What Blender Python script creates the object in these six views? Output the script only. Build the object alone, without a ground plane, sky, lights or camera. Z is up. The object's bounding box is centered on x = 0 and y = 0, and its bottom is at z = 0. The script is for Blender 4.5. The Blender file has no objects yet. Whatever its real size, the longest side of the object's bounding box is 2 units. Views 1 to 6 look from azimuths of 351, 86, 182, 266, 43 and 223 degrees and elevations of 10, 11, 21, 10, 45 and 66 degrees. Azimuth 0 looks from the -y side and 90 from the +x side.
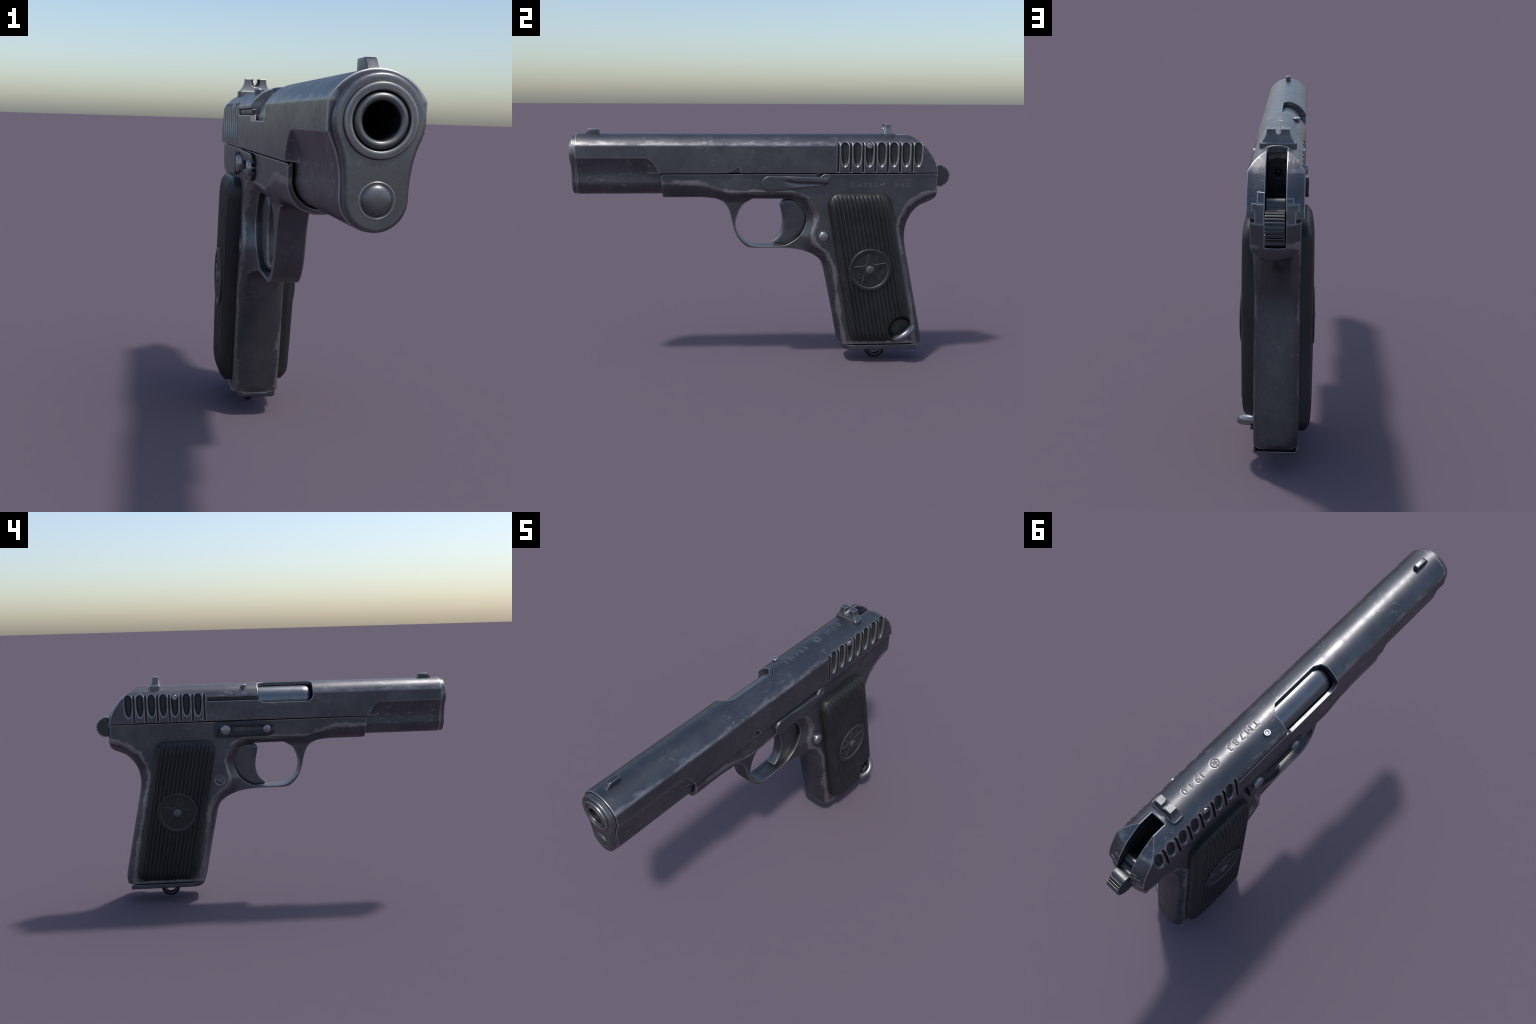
import bpy, bmesh, math, random
import numpy as np
from mathutils import Vector, Matrix
from mathutils.geometry import delaunay_2d_cdt

random.seed(7)
RNG = np.random.default_rng(11)
pi = math.pi
CENTRE_X = -0.006          # the gun's plane of symmetry

# ------------------------------------------------------------------ materials
def node(nt, kind, **kw):
    n = nt.nodes.new(kind)
    for k, v in kw.items():
        if hasattr(n, k) and not isinstance(v, (list, tuple)):
            setattr(n, k, v)
    return n

class Mat:
    """small helper that wires shader nodes"""
    def __init__(s, name):
        s.m = bpy.data.materials.new(name)
        s.m.use_nodes = True
        s.nt = s.m.node_tree
        s.bsdf = s.nt.nodes["Principled BSDF"]
        s.tc = s.nt.nodes.new("ShaderNodeTexCoord")
    def link(s, a, b):
        s.nt.links.new(a, b)
    def put(s, sock, v):
        if isinstance(v, bpy.types.NodeSocket):
            s.link(v, sock)
        else:
            sock.default_value = v
    def noise(s, scale, detail=4.0, rough=0.6, stretch=(1, 1, 1), shift=(0, 0, 0), distort=0.0):
        mp = s.nt.nodes.new("ShaderNodeMapping")
        mp.inputs["Scale"].default_value = stretch
        mp.inputs["Location"].default_value = shift
        s.link(s.tc.outputs["Object"], mp.inputs["Vector"])
        n = s.nt.nodes.new("ShaderNodeTexNoise")
        n.inputs["Scale"].default_value = scale
        n.inputs["Detail"].default_value = detail
        n.inputs["Roughness"].default_value = rough
        n.inputs["Distortion"].default_value = distort
        s.link(mp.outputs[0], n.inputs["Vector"])
        return n.outputs["Fac"]
    def ramp(s, v, lo, hi, a=0.0, b=1.0, smooth=True):
        n = s.nt.nodes.new("ShaderNodeMapRange")
        n.interpolation_type = "SMOOTHSTEP" if smooth else "LINEAR"
        n.clamp = True
        s.put(n.inputs["Value"], v)
        for i, x in zip((1, 2, 3, 4), (lo, hi, a, b)):
            s.put(n.inputs[i], x)
        return n.outputs["Result"]
    def math(s, op, a, b=0.0, clamp=False):
        n = s.nt.nodes.new("ShaderNodeMath")
        n.operation = op
        n.use_clamp = clamp
        s.put(n.inputs[0], a)
        s.put(n.inputs[1], b)
        return n.outputs[0]
    def mix(s, f, a, b):
        n = s.nt.nodes.new("ShaderNodeMix")
        n.data_type = "RGBA"
        s.put(n.inputs[0], f)
        s.put(n.inputs[6], a if isinstance(a, bpy.types.NodeSocket) else (*a, 1))
        s.put(n.inputs[7], b if isinstance(b, bpy.types.NodeSocket) else (*b, 1))
        return n.outputs[2]
    def edges(s, radius, lo, hi, samples=8):
        """1 where a rounded edge would be: bevelled normal against the true one"""
        b = s.nt.nodes.new("ShaderNodeBevel")
        b.samples = samples
        b.inputs["Radius"].default_value = radius
        g = s.nt.nodes.new("ShaderNodeNewGeometry")
        d = s.nt.nodes.new("ShaderNodeVectorMath")
        d.operation = "DOT_PRODUCT"
        s.link(b.outputs[0], d.inputs[0])
        s.link(g.outputs["Normal"], d.inputs[1])
        inv = s.math("SUBTRACT", 1.0, d.outputs["Value"])
        return inv, b.outputs[0]
    def position(s):
        x = s.nt.nodes.new("ShaderNodeSeparateXYZ")
        s.link(s.tc.outputs["Object"], x.inputs[0])
        return x.outputs
    def bump(s, h, strength, dist, normal=None):
        n = s.nt.nodes.new("ShaderNodeBump")
        n.inputs["Strength"].default_value = strength
        n.inputs["Distance"].default_value = dist
        s.put(n.inputs["Height"], h)
        if normal is not None:
            s.link(normal, n.inputs["Normal"])
        s.link(n.outputs[0], s.bsdf.inputs["Normal"])

def plain(name, col, rough, metal):
    m = Mat(name)
    n = m.noise(60, 4)
    m.link(m.mix(n, tuple(c * 0.8 for c in col), tuple(c * 1.2 for c in col)), m.bsdf.inputs["Base Color"])
    m.bsdf.inputs["Roughness"].default_value = rough
    m.bsdf.inputs["Metallic"].default_value = metal
    return m.m

def near_line(m, pts, min_x=0.03):
    """distance, in the side view, to a line of control points (node math)"""
    P = m.position()
    comb = m.nt.nodes.new("ShaderNodeCombineXYZ")
    m.link(P[1], comb.inputs[0]); m.link(P[2], comb.inputs[1])
    best = None
    def vm(op, a, b):
        n = m.nt.nodes.new("ShaderNodeVectorMath"); n.operation = op
        for k, v in enumerate((a, b)):
            if v is None: continue
            if isinstance(v, bpy.types.NodeSocket): m.link(v, n.inputs[k])
            else: n.inputs[k].default_value = v
        return n
    for a, b in zip(pts[:-1], pts[1:]):
        ab = (b[0] - a[0], b[1] - a[1], 0)
        q = ab[0] ** 2 + ab[1] ** 2
        pa = vm("SUBTRACT", comb.outputs[0], (a[0], a[1], 0)).outputs[0]
        t = m.math("DIVIDE", vm("DOT_PRODUCT", pa, ab).outputs["Value"], q, clamp=True)
        sc = vm("SCALE", ab, None); m.link(t, sc.inputs["Scale"])
        d = vm("LENGTH", vm("SUBTRACT", pa, sc.outputs[0]).outputs[0], None).outputs["Value"]
        best = d if best is None else m.math("MINIMUM", best, d)
    return best

def steel(name, dark, light, worn, rough=0.36, edge=0.007, wear=1.0, scratch=1.0, metal=0.9, round_r=0.004, line=None, crest=None, bias=0.12):
    m = Mat(name)
    big = m.noise(5.0, 3)
    mid = m.noise(26.0, 5, 0.65)
    fine = m.noise(150.0, 3, 0.6)
    base = m.mix(m.ramp(big, 0.35, 0.7), dark, light)
    base = m.mix(m.math("MULTIPLY", m.ramp(mid, 0.45, 0.75), 0.30), base, tuple(c * 0.62 for c in dark))
    inv, _ = m.edges(edge, 0, 1)
    coarse = m.noise(34, 5, 0.7)
    jag = m.math("ADD", m.math("MULTIPLY", m.math("SUBTRACT", coarse, 0.5), 0.30),
                 m.math("MULTIPLY", m.math("SUBTRACT", fine, 0.5), 0.12))
    e = m.math("SUBTRACT", m.math("POWER", m.math("MAXIMUM", inv, 0.0), 0.5), m.math("ADD", bias, jag))
    mask = m.math("MULTIPLY", m.ramp(e, -0.04, 0.13), wear)
    # rubbed patches and scratches
    patch = m.ramp(m.noise(4.5, 2, 0.5, shift=(3, 1, 2)), 0.47, 0.63)
    flecks = m.ramp(m.noise(56, 6, 0.75, stretch=(1.6, 0.5, 1.2), shift=(1, 5, 2)), 0.56, 0.63)
    sc = m.math("MULTIPLY", m.math("MULTIPLY", patch, flecks), 0.42 * scratch)
    mask = m.math("MAXIMUM", mask, sc)
    if line:          # the finish is rubbed off along the rounded straps and shoulders of the frame
        d = m.math("MINIMUM", near_line(m, FRONT_CREASE), near_line(m, REAR_CREASE))
        wob = m.math("MULTIPLY", m.math("SUBTRACT", m.noise(9, 3, 0.6, shift=(2, 2, 7)), 0.5), 0.040)
        wob = m.math("ADD", wob, m.math("MULTIPLY", m.math("SUBTRACT", coarse, 0.5), 0.032))
        band = m.ramp(m.math("ADD", d, wob), 0.0150, 0.0065)
        fade = m.ramp(m.noise(6, 3, 0.6, shift=(8, 1, 3)), 0.32, 0.60, 0.34, 0.76)
        mask = m.math("MAXIMUM", mask, m.math("MULTIPLY", band, fade))
    if crest:         # long paler streaked strip where the rounded top meets the flat sides
        z = m.position()[2]
        streak = m.noise(30, 6, 0.75, stretch=(1, 0.35, 1), shift=(0, 3, 1))
        d = m.math("SUBTRACT", z, crest)
        up = m.ramp(m.math("ADD", d, m.math("MULTIPLY", m.math("SUBTRACT", streak, 0.5), 0.105)), 0.022, -0.002)
        dn = m.ramp(m.math("ADD", d, m.math("MULTIPLY", m.math("SUBTRACT", coarse, 0.5), 0.010)), -0.005, 0.0005)
        mask = m.math("MAXIMUM", mask, m.math("MULTIPLY", m.math("MULTIPLY", up, dn), m.ramp(m.noise(5, 3, 0.6, shift=(1, 8, 3)), 0.35, 0.65, 0.25, 0.70)))
    col = m.mix(mask, base, worn)
    m.link(col, m.bsdf.inputs["Base Color"])
    m.bsdf.inputs["Metallic"].default_value = metal
    r = m.math("ADD", rough, m.math("MULTIPLY", m.math("SUBTRACT", mid, 0.5), 0.26))
    m.link(r, m.bsdf.inputs["Roughness"])
    _, nrm = m.edges(round_r, 0, 1)
    h = m.math("ADD", m.math("MULTIPLY", mid, 0.5), m.math("MULTIPLY", m.math("ADD", fine, mask), 0.35))
    m.bump(h, 0.10, 0.004, nrm)
    return m.m

FRONT_CREASE = [(-0.53, 0.989), (-0.344, 0.987), (-0.240, 0.955), (-0.168, 0.937), (0.147, 0.936), (0.228, 0.905), (0.280, 0.810), (0.258, 0.715), (0.262, 0.672), (0.335, 0.610), (0.375, 0.530), (0.405, 0.289), (0.440, 0.108), (0.60, 0.104)]
REAR_CREASE = [(0.60, 0.104), (0.825, 0.108), (0.803, 0.288), (0.738, 0.600), (0.712, 0.732), (0.723, 0.799), (0.760, 0.868), (0.850, 0.926), (0.9165, 0.944)]
STEEL = steel("blued_steel", (0.103, 0.105, 0.117), (0.140, 0.141, 0.152), (0.41, 0.40, 0.40), 0.39, 0.008, round_r=0.006, crest=1.179)
SIGHT = steel("worn_sight_steel", (0.12, 0.125, 0.133), (0.16, 0.165, 0.172), (0.42, 0.415, 0.41), 0.44, 0.004)
MUZZLE = steel("worn_muzzle_steel", (0.12, 0.123, 0.13), (0.16, 0.163, 0.168), (0.34, 0.335, 0.33), 0.38, 0.011, bias=0.10, scratch=0.35)
WORN = steel("rubbed_groove_steel", (0.28, 0.28, 0.29), (0.36, 0.355, 0.355), (0.42, 0.415, 0.41), 0.36, 0.004)
frame_args = dict(rough=0.42, edge=0.009, scratch=0.7)
FRAME_STEEL = steel("worn_frame_steel", (0.097, 0.098, 0.107), (0.130, 0.130, 0.139), (0.33, 0.315, 0.315), line=FRONT_CREASE, **frame_args)
PART_STEEL = steel("small_part_steel", (0.102, 0.103, 0.111), (0.138, 0.138, 0.145), (0.36, 0.355, 0.36), **frame_args)
BRIGHT = steel("bare_steel", (0.25, 0.255, 0.27), (0.33, 0.335, 0.345), (0.55, 0.55, 0.55), 0.32, 0.006, scratch=0.6)
BARREL = steel("polished_barrel_steel", (0.17, 0.18, 0.20), (0.21, 0.22, 0.24), (0.36, 0.365, 0.38), 0.33, 0.004, scratch=0.3)
DARKSTEEL = steel("dark_small_part_steel", (0.045, 0.048, 0.053), (0.065, 0.069, 0.074), (0.20, 0.20, 0.21), 0.42, 0.004, scratch=0.5)
HAMMER = steel("hammer_steel", (0.065, 0.070, 0.072), (0.09, 0.095, 0.097), (0.36, 0.36, 0.36), 0.36, 0.0015, scratch=0.4, round_r=0.0015)
GRIPRIVET = steel("grip_rivet_steel", (0.10, 0.10, 0.105), (0.13, 0.13, 0.135), (0.24, 0.24, 0.24), 0.5, 0.004, metal=0.6)

BORE = plain("black_bore", (0.012, 0.012, 0.013), 0.6, 0.5)  # near-black colour for the inside of the barrel
FAINT = plain("faint_stamp", (0.085, 0.088, 0.10), 0.5, 0.8)
ENGRAVED = plain("engraving_grime", (0.075, 0.077, 0.084), 0.5, 0.7)
RECESS = plain("shade_darkened_recess", (0.050, 0.053, 0.054), 0.5, 0.6)  # darker colour used inside the scoops, slits and loop pocket

def bakelite(name="black_bakelite", worn_edge=0.5, low=0.16, radius=0.004):
    m = Mat(name)
    big = m.noise(7, 4, 0.6)
    fine = m.noise(60, 4, 0.7, stretch=(1, 1, 0.35))
    base = m.mix(m.ramp(big, 0.35, 0.7), (0.0092, 0.0095, 0.0098), (0.0165, 0.0168, 0.016))
    dust = m.math("MULTIPLY", m.ramp(fine, 0.52, 0.72), m.ramp(m.noise(5, 2, shift=(4, 2, 0)), 0.45, 0.65))
    base = m.mix(m.math("MULTIPLY", dust, 0.45), base, (0.045, 0.045, 0.038))
    inv, nrm = m.edges(radius, 0, 1, 6)
    e = m.ramp(m.math("ADD", m.math("POWER", m.math("MAXIMUM", inv, 0), 0.5), m.math("MULTIPLY", m.math("SUBTRACT", fine, 0.5), 0.3)), low, low + 0.26)
    base = m.mix(m.math("MULTIPLY", e, worn_edge), base, (0.065, 0.066, 0.064))
    m.link(base, m.bsdf.inputs["Base Color"])
    m.link(m.ramp(fine, 0.3, 0.7, 0.40, 0.56), m.bsdf.inputs["Roughness"])
    m.bump(fine, 0.08, 0.003, nrm)
    return m.m
BAKELITE = bakelite()
BADGE = bakelite("black_bakelite_badge", 0.7, 0.12, 0.0025)
BADGE_EDGE = plain("rubbed_bakelite_edge", (0.044, 0.046, 0.046), 0.45, 0.0)

# ------------------------------------------------------------------ objects
ROOT = bpy.data.objects.new("pistol", None)
bpy.context.scene.collection.objects.link(ROOT)
ROOT.location = (CENTRE_X, 0, 0)
ROOT["label"] = "old semi-automatic pistol, worn blued steel, ribbed black grips"
ROOT["category"] = "pistol"

def add(name, mesh, mats, parent=None, sharp=35):
    o = bpy.data.objects.new(name, mesh)
    bpy.context.scene.collection.objects.link(o)
    o.parent = parent or ROOT
    for m in (mats if isinstance(mats, (list, tuple)) else [mats]):
        if m.name not in [x.name for x in mesh.materials if x]:
            mesh.materials.append(m)
    smooth(mesh, sharp)
    return o

def smooth(mesh, sharp):
    for p in mesh.polygons:
        p.use_smooth = True
    mesh.set_sharp_from_angle(angle=math.radians(sharp))

def temp(mesh, mats=None):
    o = bpy.data.objects.new("temp", mesh)
    bpy.context.scene.collection.objects.link(o)
    for m in (mats or []):
        mesh.materials.append(m)
    return o

def bm_mesh(bm, name="m"):
    bmesh.ops.recalc_face_normals(bm, faces=bm.faces)
    me = bpy.data.meshes.new(name)
    bm.to_mesh(me)
    bm.free()
    return me

def bake(o):
    """apply the modifiers"""
    dg = bpy.context.evaluated_depsgraph_get()
    dg.update()
    me = bpy.data.meshes.new_from_object(o.evaluated_get(dg))
    old = o.data
    o.modifiers.clear()
    o.data = me
    bpy.data.meshes.remove(old)
    return o

def boolean(o, meshes, op="DIFFERENCE", mat=None, own=False):
    cut = join(meshes) if isinstance(meshes, list) else meshes
    c = temp(cut, [mat] if mat else [])
    md = o.modifiers.new("b", "BOOLEAN")
    md.object = c
    md.operation = op
    md.solver = "EXACT"
    md.use_self = own
    md.material_mode = "TRANSFER" if (mat or own == 2) else "INDEX"
    bake(o)
    bpy.data.objects.remove(c)
    return o

def tidy(o, sharp=35, bevel=0.0, weighted=True):
    bm = bmesh.new()
    bm.from_mesh(o.data)
    bmesh.ops.remove_doubles(bm, verts=bm.verts, dist=1e-5)
    bmesh.ops.dissolve_degenerate(bm, edges=bm.edges, dist=1e-5)
    bm.to_mesh(o.data)
    bm.free()
    if bevel:
        b = o.modifiers.new("bv", "BEVEL")
        b.width = bevel
        b.segments = 2
        b.limit_method = "ANGLE"
        b.angle_limit = math.radians(40)
        b.harden_normals = False
        bake(o)
    smooth(o.data, sharp)
    if weighted:
        w = o.modifiers.new("w", "WEIGHTED_NORMAL")
        w.keep_sharp = True
        w.weight = 80
    return o

def join(meshes):
    bm = bmesh.new()
    for m in meshes:
        bm.from_mesh(m)
    me = bpy.data.meshes.new("joined")
    bm.to_mesh(me)
    bm.free()
    for m in meshes:
        bpy.data.meshes.remove(m)
    return me

# ------------------------------------------------------------------ shapes
def catmull(pts, n=6, closed=False):
    P = [np.array(p, float) for p in pts]
    out, N = [], len(P)
    for i in range(N if closed else N - 1):
        p0 = P[(i - 1) % N] if closed or i > 0 else 2 * P[0] - P[1]
        p1, p2 = P[i % N], P[(i + 1) % N]
        p3 = P[(i + 2) % N] if closed or i + 2 < N else 2 * P[-1] - P[-2]
        # centripetal-ish: limit tangents by the chord length
        m1, m2 = (p2 - p0) * 0.5, (p3 - p1) * 0.5
        L = np.linalg.norm(p2 - p1)
        for m in (m1, m2):
            k = np.linalg.norm(m)
            if k > 1.2 * L:
                m *= 1.2 * L / k
        for j in range(n):
            t = j / n
            out.append((2*t**3-3*t**2+1)*p1 + (t**3-2*t**2+t)*m1 + (-2*t**3+3*t**2)*p2 + (t**3-t**2)*m2)
    if not closed:
        out.append(P[-1])
    return [tuple(p) for p in out]

def resample(pts, step, closed=True):
    P = np.array(pts + ([pts[0]] if closed else []), float)
    out = []
    for a, b in zip(P[:-1], P[1:]):
        k = max(1, int(round(np.linalg.norm(b - a) / step)))
        for i in range(k):
            out.append(a + (b - a) * i / k)
    if not closed:
        out.append(P[-1])
    return np.array(out)

def round_corners(pts, r, n=5):
    out, N = [], len(pts)
    rr = r if isinstance(r, (list, tuple)) else [r] * N
    for i in range(N):
        a, b, c = (np.array(pts[j % N], float) for j in (i - 1, i, i + 1))
        if rr[i] <= 0:
            out.append(tuple(b)); continue
        u, v = (a - b), (c - b)
        lu, lv = np.linalg.norm(u), np.linalg.norm(v)
        u, v = u / lu, v / lv
        ang = math.acos(max(-1, min(1, float(u @ v))))
        d = min(rr[i] / math.tan(ang / 2), 0.48 * lu, 0.48 * lv)
        R = d * math.tan(ang / 2)
        p, q = b + u * d, b + v * d
        cen = b + (u + v) / np.linalg.norm(u + v) * (R / math.sin(ang / 2))
        a0 = math.atan2(*(p - cen)[::-1]); a1 = math.atan2(*(q - cen)[::-1])
        da = (a1 - a0 + pi) % (2 * pi) - pi
        for j in range(n + 1):
            t = a0 + da * j / n
            out.append((cen[0] + R * math.cos(t), cen[1] + R * math.sin(t)))
    return out

def inside(P, poly):
    P = np.atleast_2d(P); x, y = P[:, 0], P[:, 1]
    poly = np.asarray(poly); r = np.zeros(len(P), bool)
    a, b = poly, np.roll(poly, -1, 0)
    for (x1, y1), (x2, y2) in zip(a, b):
        if y1 == y2: continue
        c = ((y1 > y) != (y2 > y)) & (x < (x2 - x1) * (y - y1) / (y2 - y1) + x1)
        r ^= c
    return r

def dist(P, line, closed=True):
    P = np.atleast_2d(P); L = np.asarray(line, float)
    A = L; B = np.roll(L, -1, 0)
    if not closed: A, B = L[:-1], L[1:]
    best = np.full(len(P), 1e9)
    for a, b in zip(A, B):
        ab = b - a; q = ab @ ab
        if q == 0: continue
        t = np.clip(((P - a) @ ab) / q, 0, 1)
        best = np.minimum(best, np.hypot(*(P - a - t[:, None] * ab).T))
    return best

def prism(pts, lo, hi, axis="x"):
    """extrude a closed outline; axis x: points are (y,z), y: (x,z), z: (x,y)"""
    bm = bmesh.new()
    def v(p, h):
        return {"x": (h, p[0], p[1]), "y": (p[0], h, p[1]), "z": (p[0], p[1], h)}[axis]
    A = [bm.verts.new(v(p, lo)) for p in pts]
    B = [bm.verts.new(v(p, hi)) for p in pts]
    n = len(pts)
    bm.faces.new(A); bm.faces.new(B[::-1])
    for i in range(n):
        bm.faces.new((A[i], A[(i + 1) % n], B[(i + 1) % n], B[i]))
    return bm_mesh(bm)

def loft(sections, cap=True):
    """sections: lists of equal numbers of 3d points"""
    bm = bmesh.new()
    rows = [[bm.verts.new(p) for p in s] for s in sections]
    n = len(rows[0])
    for a, b in zip(rows[:-1], rows[1:]):
        for i in range(n):
            bm.faces.new((a[i], a[(i + 1) % n], b[(i + 1) % n], b[i]))
    if cap:
        bm.faces.new(rows[0]); bm.faces.new(rows[-1])
    return bm_mesh(bm)

def inset_outline(pts, d):
    P = np.array(pts); t = np.roll(P, -1, 0) - np.roll(P, 1, 0)
    t /= np.linalg.norm(t, axis=1)[:, None] + 1e-12
    nrm = np.stack([-t[:, 1], t[:, 0]], 1)
    a, b = P, np.roll(P, -1, 0)
    if (a[:, 0] * b[:, 1] - b[:, 0] * a[:, 1]).sum() < 0: nrm = -nrm
    return P + nrm * d

def slab(pts, lo, hi, r=0.004, axis="x", steps=3, both=False):
    """extruded outline whose outer (hi) edge is rounded"""
    def v(p, h):
        return {"x": (h, p[0], p[1]), "y": (p[0], h, p[1]), "z": (p[0], p[1], h)}[axis]
    s = 1 if hi > lo else -1
    rows = []
    def edge(h, sg):
        out = []
        for i in range(steps + 1):
            a = i / steps * pi / 2
            out.append([v(p, h - sg * r * (1 - math.sin(a))) for p in inset_outline(pts, r * (1 - math.cos(a)))])
        return out
    if both:
        rows += edge(lo, -s)[::-1]
    else:
        rows.append([v(p, lo) for p in pts])
    rows += edge(hi, s)
    return loft(rows)

def lathe(profile, centre=(0, 0, 0), axis="y", seg=48, closed=False):
    """profile: (radius, height along the axis)"""
    bm = bmesh.new()
    def v(r, h, a):
        c, s = r * math.cos(a), r * math.sin(a)
        p = {"x": (h, c, s), "y": (c, h, s), "z": (c, s, h)}[axis]
        return tuple(p[i] + centre[i] for i in range(3))
    rows = []
    for r, h in profile:
        if r < 1e-6: rows.append([bm.verts.new(v(0, h, 0))])
        else: rows.append([bm.verts.new(v(r, h, 2 * pi * i / seg)) for i in range(seg)])
    pairs = list(zip(rows[:-1], rows[1:])) + ([(rows[-1], rows[0])] if closed else [])
    for a, b in pairs:
        for i in range(seg):
            j = (i + 1) % seg
            if len(a) == 1: bm.faces.new((a[0], b[j], b[i]))
            elif len(b) == 1: bm.faces.new((a[i], a[j], b[0]))
            else: bm.faces.new((a[i], a[j], b[j], b[i]))
    return bm_mesh(bm)

def tube(path, r, seg=14, caps=True):
    bm = bmesh.new(); rows = []
    P = [Vector(p) for p in path]
    t0 = (P[1] - P[0]).normalized()
    n = t0.orthogonal().normalized()
    for i, p in enumerate(P):
        t = (P[min(i + 1, len(P) - 1)] - P[max(i - 1, 0)]).normalized()
        n = (n - t * n.dot(t)).normalized(); b = t.cross(n)
        rows.append([bm.verts.new(p + (n * math.cos(2 * pi * k / seg) + b * math.sin(2 * pi * k / seg)) * r) for k in range(seg)])
    for a, b in zip(rows[:-1], rows[1:]):
        for i in range(seg):
            bm.faces.new((a[i], a[(i + 1) % seg], b[(i + 1) % seg], b[i]))
    if caps:
        bm.faces.new(rows[0]); bm.faces.new(rows[-1])
    return bm_mesh(bm)

def box(x0, x1, y0, y1, z0, z1):
    return prism([(y0, z0), (y1, z0), (y1, z1), (y0, z1)], x0, x1, "x")

def circle(cy, cz, r, n=32):
    return [(cy + r * math.cos(2 * pi * i / n), cz + r * math.sin(2 * pi * i / n)) for i in range(n)]

def relief(outer, holes, top, bottom, step, lines=(), insets=(), extra=None, rim=1, bulge=None):
    """solid over a (y,z) outline: one face at x=top(P), the other at x=bottom(P)"""
    loops = [resample(outer, step)] + [resample(h, step) for h in holes]
    lo, hi = loops[0].min(0), loops[0].max(0)
    bound = [l for l in loops]
    def keep(P, gap):
        ok = inside(P, loops[0])
        for h in loops[1:]: ok &= ~inside(P, h)
        P = P[ok]
        d = np.full(len(P), 1e9)
        for l in bound: d = np.minimum(d, dist(P, l))
        return P[d > gap]
    pts = [l for l in loops]
    edges, k = [], 0
    for l in loops:
        n = len(l)
        edges += [(k + i, k + (i + 1) % n) for i in range(n)]
        k += n
    inner = []
    for d in insets:
        for li, l in enumerate(loops):
            q = inset_outline(l, d if li == 0 else -d)
            inner.append(keep(q, d * 0.93))
    if extra is not None:
        inner.append(keep(extra, max(insets) * 1.1 if insets else step * 0.5))
    else:
        ys = np.arange(lo[0], hi[0], step); zs = np.arange(lo[1], hi[1], step * 0.866)
        G = np.array([(y + (step / 2 if j % 2 else 0), z) for j, z in enumerate(zs) for y in ys])
        inner.append(keep(G, (max(insets) + step * 0.4) if insets else step * 0.55))
    nb = k
    for ln in lines:
        q = resample(list(ln), step, closed=False)
        q = q[inside(q, loops[0])]
        for h in loops[1:]: q = q[~inside(q, h)]
        inner = [p[dist(p, q, False) > step * 0.5] if len(p) and len(q) > 1 else p for p in inner]
        s = nb + sum(len(p) for p in inner)
        inner.append(q)
    allp = np.vstack(pts + inner)
    vs, _, fs, ov, _, _ = delaunay_2d_cdt([Vector(p) for p in allp], edges, [], 1, 1e-6)
    V = np.array([tuple(v) for v in vs])
    F = np.array([f for f in fs])
    cen = V[F].mean(1)
    ok = np.ones(len(F), bool)
    for h in loops[1:]: ok &= ~inside(cen, h)
    F = F[ok]
    T, B = top(V), bottom(V)
    bm = bmesh.new()
    tv = [bm.verts.new((T[i], V[i, 0], V[i, 1])) for i in range(len(V))]
    bv = [bm.verts.new((B[i], V[i, 0], V[i, 1])) for i in range(len(V))]
    cnt = {}
    for f in F:
        a, b, c = (int(i) for i in f)
        bm.faces.new((tv[a], tv[b], tv[c])); bm.faces.new((bv[c], bv[b], bv[a]))
        for e in ((a, b), (b, c), (c, a)):
            key = (min(e), max(e)); cnt.setdefault(key, []).append(e)
    rimv = {}
    border = [es[0] for es in cnt.values() if len(es) == 1]
    # outward normals of border vertices
    nrm = {}
    for a, b in border:
        d = V[b] - V[a]; n = np.array([d[1], -d[0]]) / (np.linalg.norm(d) + 1e-12)
        for q in (a, b): nrm[q] = nrm.get(q, np.zeros(2)) + n
    def col(i):
        if i not in rimv:
            n = nrm[i] / (np.linalg.norm(nrm[i]) + 1e-12)
            bl = bulge(V[i:i + 1])[0] if bulge else 0.0
            mids = []
            for s in range(1, rim):
                u = s / rim
                w = 1 - (2 * u - 1) ** 2
                p = V[i] + n * bl * w
                mids.append(bm.verts.new((T[i] + (B[i] - T[i]) * u, p[0], p[1])))
            rimv[i] = [tv[i]] + mids + [bv[i]]
        return rimv[i]
    for a, b in border:
        ca, cb = col(a), col(b)
        for s in range(rim):
            bm.faces.new((ca[s], ca[s + 1], cb[s + 1], cb[s]))
    for v in [v for v in bm.verts if not v.link_faces]:
        bm.verts.remove(v)
    return bm_mesh(bm)

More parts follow.
